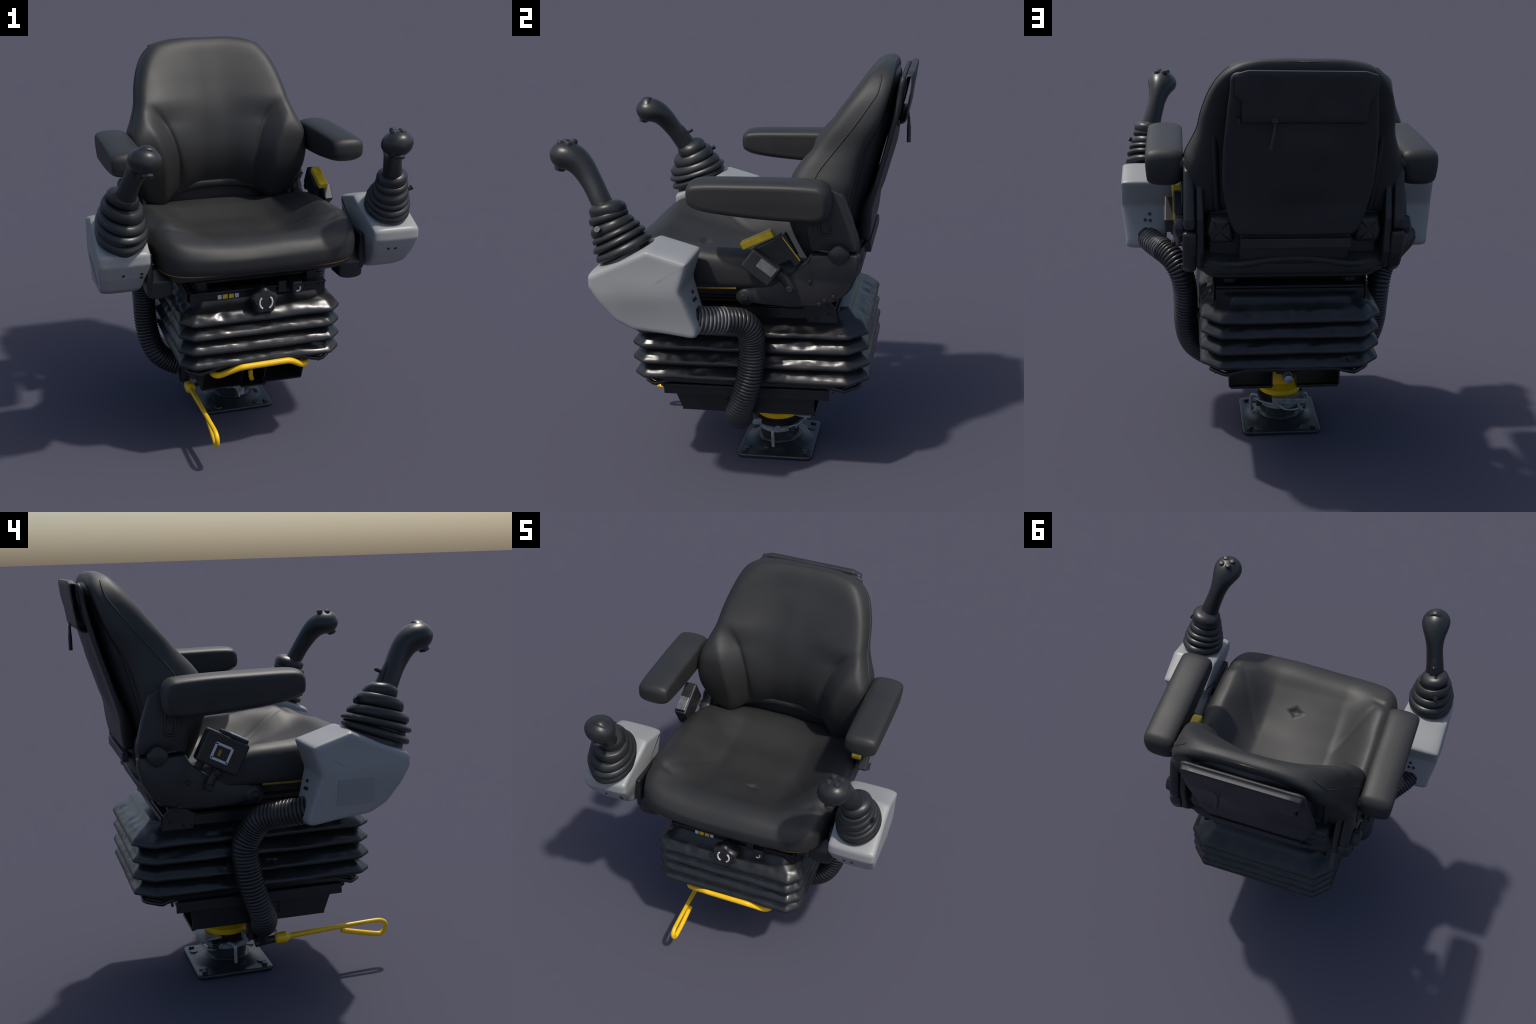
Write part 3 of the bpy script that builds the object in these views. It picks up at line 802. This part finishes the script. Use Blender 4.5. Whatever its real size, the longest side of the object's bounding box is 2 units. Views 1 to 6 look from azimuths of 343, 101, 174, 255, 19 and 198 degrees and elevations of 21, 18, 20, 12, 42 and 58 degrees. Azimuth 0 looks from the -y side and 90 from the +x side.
# ------------------------------------------------------------------ lower frame: rails and two open channels
boxes("lower_rail", [((0.012, 0.82, 0.05), (0.352, -0.02, 0.447)), ((0.012, 0.82, 0.05), (-0.352, -0.02, 0.447)),
                     ((0.08, 0.80, 0.012), (0.315, -0.02, 0.468)), ((0.08, 0.80, 0.012), (-0.315, -0.02, 0.468)),
                     ((0.62, 0.78, 0.06), (0, -0.01, 0.462)), ((0.07, 0.012, 0.03), (0.325, -0.43, 0.472)), ((0.07, 0.012, 0.03), (-0.325, -0.43, 0.472)),
                     ((0.66, 0.02, 0.04), (0, 0.40, 0.495)), ((0.66, 0.02, 0.03), (0, -0.43, 0.495))], M_FRAME, bevel=0.003)
for s in (1, -1):
    side = [(-0.41, 0.435), (-0.36, 0.302), (0.305, 0.302), (0.305, 0.435)]
    ch = prism("channel_wall", side, s * 0.274, s * 0.282, M_FRAME, bevel=0.002)
    prism("channel_web", side, s * 0.060, s * 0.066, M_FRAME, ch, bevel=0.002)
    box("channel_floor", (0.22, 0.67, 0.008), (s * 0.168, -0.03, 0.303), M_FRAME, ch, 0.002)
    box("channel_edge", (0.21, 0.02, 0.014), (s * 0.168, 0.298, 0.300), M_FRAME, ch, 0.003)
    for (y) in (-0.30, 0.22):
        place_shared("bolt", BOLT, (s * 0.22, y, 0.292), (0, 0, 1), ch, 1.3)
    for (y, z) in ((-0.13, 0.345), (-0.13, 0.365), (-0.13, 0.385), (0.02, 0.35), (0.02, 0.38)):
        place_shared("bolt", BOLT, (s * 0.282, y, z), (s, 0, 0), ch, 0.8)
    for y in (-0.44, 0.40):
        place_shared("bolt", BOLT, (s * 0.33, y, 0.462), (0, -1 if y < 0 else 1, 0), ch, 1.4)
box("channel_bridge", (0.14, 0.40, 0.008), (0, -0.19, 0.3045), M_FRAME, None, 0.002)
tube("latch_strap", [(-0.03, -0.43, 0.42), (-0.02, -0.40, 0.37), (0.0, -0.36, 0.325)], (lambda u: (0.012, 0.005)), M_YEL, seg=8)

# ------------------------------------------------------------------ swivel and base plate
CY = 0.076
pl = fillet([(-0.205, CY - 0.195), (0.205, CY - 0.195), (0.205, CY + 0.195), (-0.205, CY + 0.195)], 0.035, 6)
plate_outline = resample([*pl, pl[0]], 200, True)
def plate_top(x, y):
    r = math.hypot(x, y - CY)
    return 0.020 + 0.030 * (1 - smooth(0.10, 0.185, r))
plate = pillow("base_plate", plate_outline, plate_top, lambda x, y: 0.0, lambda x, y: 0.010, 0.006, lambda a, b, d: (a, b, d), M_DARKST, rings=24, rim=4, centre=(0, CY))
lathe("pivot_casting", (0, CY, 0.03), (0, 0, 1), [(0, 0.12), (0.02, 0.112), (0.03, 0.100), (0.07, 0.097), (0.075, 0.097), (0.105, 0.095), (0.11, 0.09)], M_DARKST, plate, seg=64,
      shape=lambda h, a: 1 + (0.03 * max(0, math.cos(8 * a)) if h < 0.07 else 0))
lathe("clamp_ring", (0, CY, 0.102), (0, 0, 1), [(0, 0.10), (0.004, 0.110), (0.028, 0.112), (0.033, 0.10)], M_STEEL, plate, seg=48, shape=lambda h, a: 1 + 0.03 * max(0, math.cos(3 * a)))
lathe("pivot_collar", (0, CY, 0.135), (0, 0, 1), [(0, 0.10), (0.008, 0.118), (0.034, 0.122), (0.040, 0.112), (0.044, 0.10)], M_FRAME, plate, seg=56)
lathe("yellow_spacer", (0, CY, 0.174), (0, 0, 1), [(0, 0.10), (0.008, 0.110), (0.034, 0.112), (0.042, 0.090), (0.055, 0.070), (0.18, 0.065)], M_YEL, None, seg=56)
lathe("centre_pin", (-0.02, 0.27, 0.335), (0, 1, 0), [(-0.12, 0.03), (0.0, 0.03), (0.01, 0.022), (0.03, 0.022), (0.035, 0.01)], M_STEEL, None, seg=24)
box("centre_pin_block", (0.06, 0.20, 0.06), (0.01, 0.17, 0.38), M_FRAME, None, 0.006)
for sx in (-1, 1):
    for sy in (-1, 1):
        px, py = sx * 0.165, CY + sy * 0.155
        place_shared("bolt", BOLT, (px, py, 0.018), (0, 0, 1), plate, 1.7)
        lathe("bolt_hole_rim", (sx * 0.115, CY + sy * 0.152, 0.020), (0, 0, 1), [(0, 0.024), (0.006, 0.020), (0.0062, 0.008)], M_FRAME, plate, seg=20)
    # bent retaining rods
    tube("retaining_rod", catmull([(sx * 0.105, CY + 0.02, 0.140), (sx * 0.132, CY + 0.0, 0.138), (sx * 0.148, CY - 0.01, 0.125), (sx * 0.150, CY - 0.01, 0.09), (sx * 0.150, CY - 0.01, 0.045)], 24), 0.0085, M_STEEL, plate, seg=10)
    boxes("clip_block", [((0.03, 0.03, 0.03), (sx * 0.115, CY + 0.085, 0.135)), ((0.022, 0.03, 0.022), (sx * 0.142, CY - 0.045, 0.03))], M_DARKST, plate, 0.004)
tube("wire_clip", catmull([(0.13, CY + 0.07, 0.150), (0.09, CY + 0.115, 0.150), (0.02, CY + 0.135, 0.145), (-0.02, CY + 0.138, 0.118), (-0.08, CY + 0.125, 0.112), (-0.115, CY + 0.09, 0.115), (-0.12, CY + 0.05, 0.14)], 60), 0.005, M_STEEL, plate, seg=8)
boxes("swivel_latch", [((0.07, 0.05, 0.02), (0.0, CY - 0.15, 0.15)), ((0.03, 0.03, 0.05), (0.02, CY - 0.165, 0.12)), ((0.09, 0.02, 0.014), (-0.04, CY - 0.14, 0.17)),
                       ((0.025, 0.05, 0.03), (0.09, CY - 0.10, 0.155)), ((0.03, 0.04, 0.025), (-0.10, CY - 0.10, 0.16)), ((0.10, 0.015, 0.010), (0.06, CY - 0.16, 0.165))], M_STEEL, plate, 0.004)
lathe("latch_pin", (0.0, CY - 0.150, 0.150), (0.05, -0.45, -0.9), [(0, 0.020), (0.02, 0.024), (0.03, 0.014), (0.055, 0.008), (0.075, 0.002)], M_STEEL, plate, seg=14)
prism("swivel_tab", [(CY + 0.05, 0.172), (CY + 0.17, 0.165), (CY + 0.185, 0.20), (CY + 0.178, 0.204), (CY + 0.165, 0.175), (CY + 0.05, 0.18)], -0.12, 0.05, M_STEEL, plate, bevel=0.002)

# release handle
tube("pivot_stub", catmull([(-0.31, -0.03, 0.31), (-0.305, -0.035, 0.26), (-0.30, -0.04, 0.205)], 14), 0.028, M_FRAME, seg=20)
link = tube("handle_socket", [(-0.295, 0.0, 0.195), (-0.294, -0.06, 0.202), (-0.294, -0.11, 0.207)], 0.019, M_PLAST, seg=18)
boxes("release_bracket", [((0.13, 0.05, 0.05), (-0.215, -0.015, 0.235)), ((0.05, 0.06, 0.09), (-0.255, 0.0, 0.255))], M_FRAME, link, 0.006)
boxes("release_link", [((0.14, 0.03, 0.016), (-0.22, -0.02, 0.19)), ((0.06, 0.05, 0.04), (-0.14, 0.0, 0.18)), ((0.03, 0.06, 0.012), (-0.26, -0.09, 0.235))], M_STEEL, link, 0.004)
hd = catmull([(-0.294, -0.10, 0.207), (-0.293, -0.2, 0.211), (-0.290, -0.35, 0.217), (-0.288, -0.5, 0.222), (-0.285, -0.62, 0.224), (-0.284, -0.665, 0.220), (-0.283, -0.688, 0.202),
              (-0.282, -0.686, 0.172), (-0.281, -0.668, 0.152), (-0.280, -0.645, 0.150), (-0.277, -0.58, 0.163), (-0.275, -0.50, 0.182), (-0.274, -0.455, 0.193)], 160)
han = tube("release_handle", hd, lambda u: 0.0125 + 0.001 * math.sin(u * 9), M_YEL, seg=16)
lathe("handle_boss", (-0.294, -0.095, 0.206), (0.005, -1, 0.03), [(0, 0.016), (0.012, 0.026), (0.06, 0.029), (0.072, 0.020), (0.082, 0.016)], M_YEL, han, seg=12)
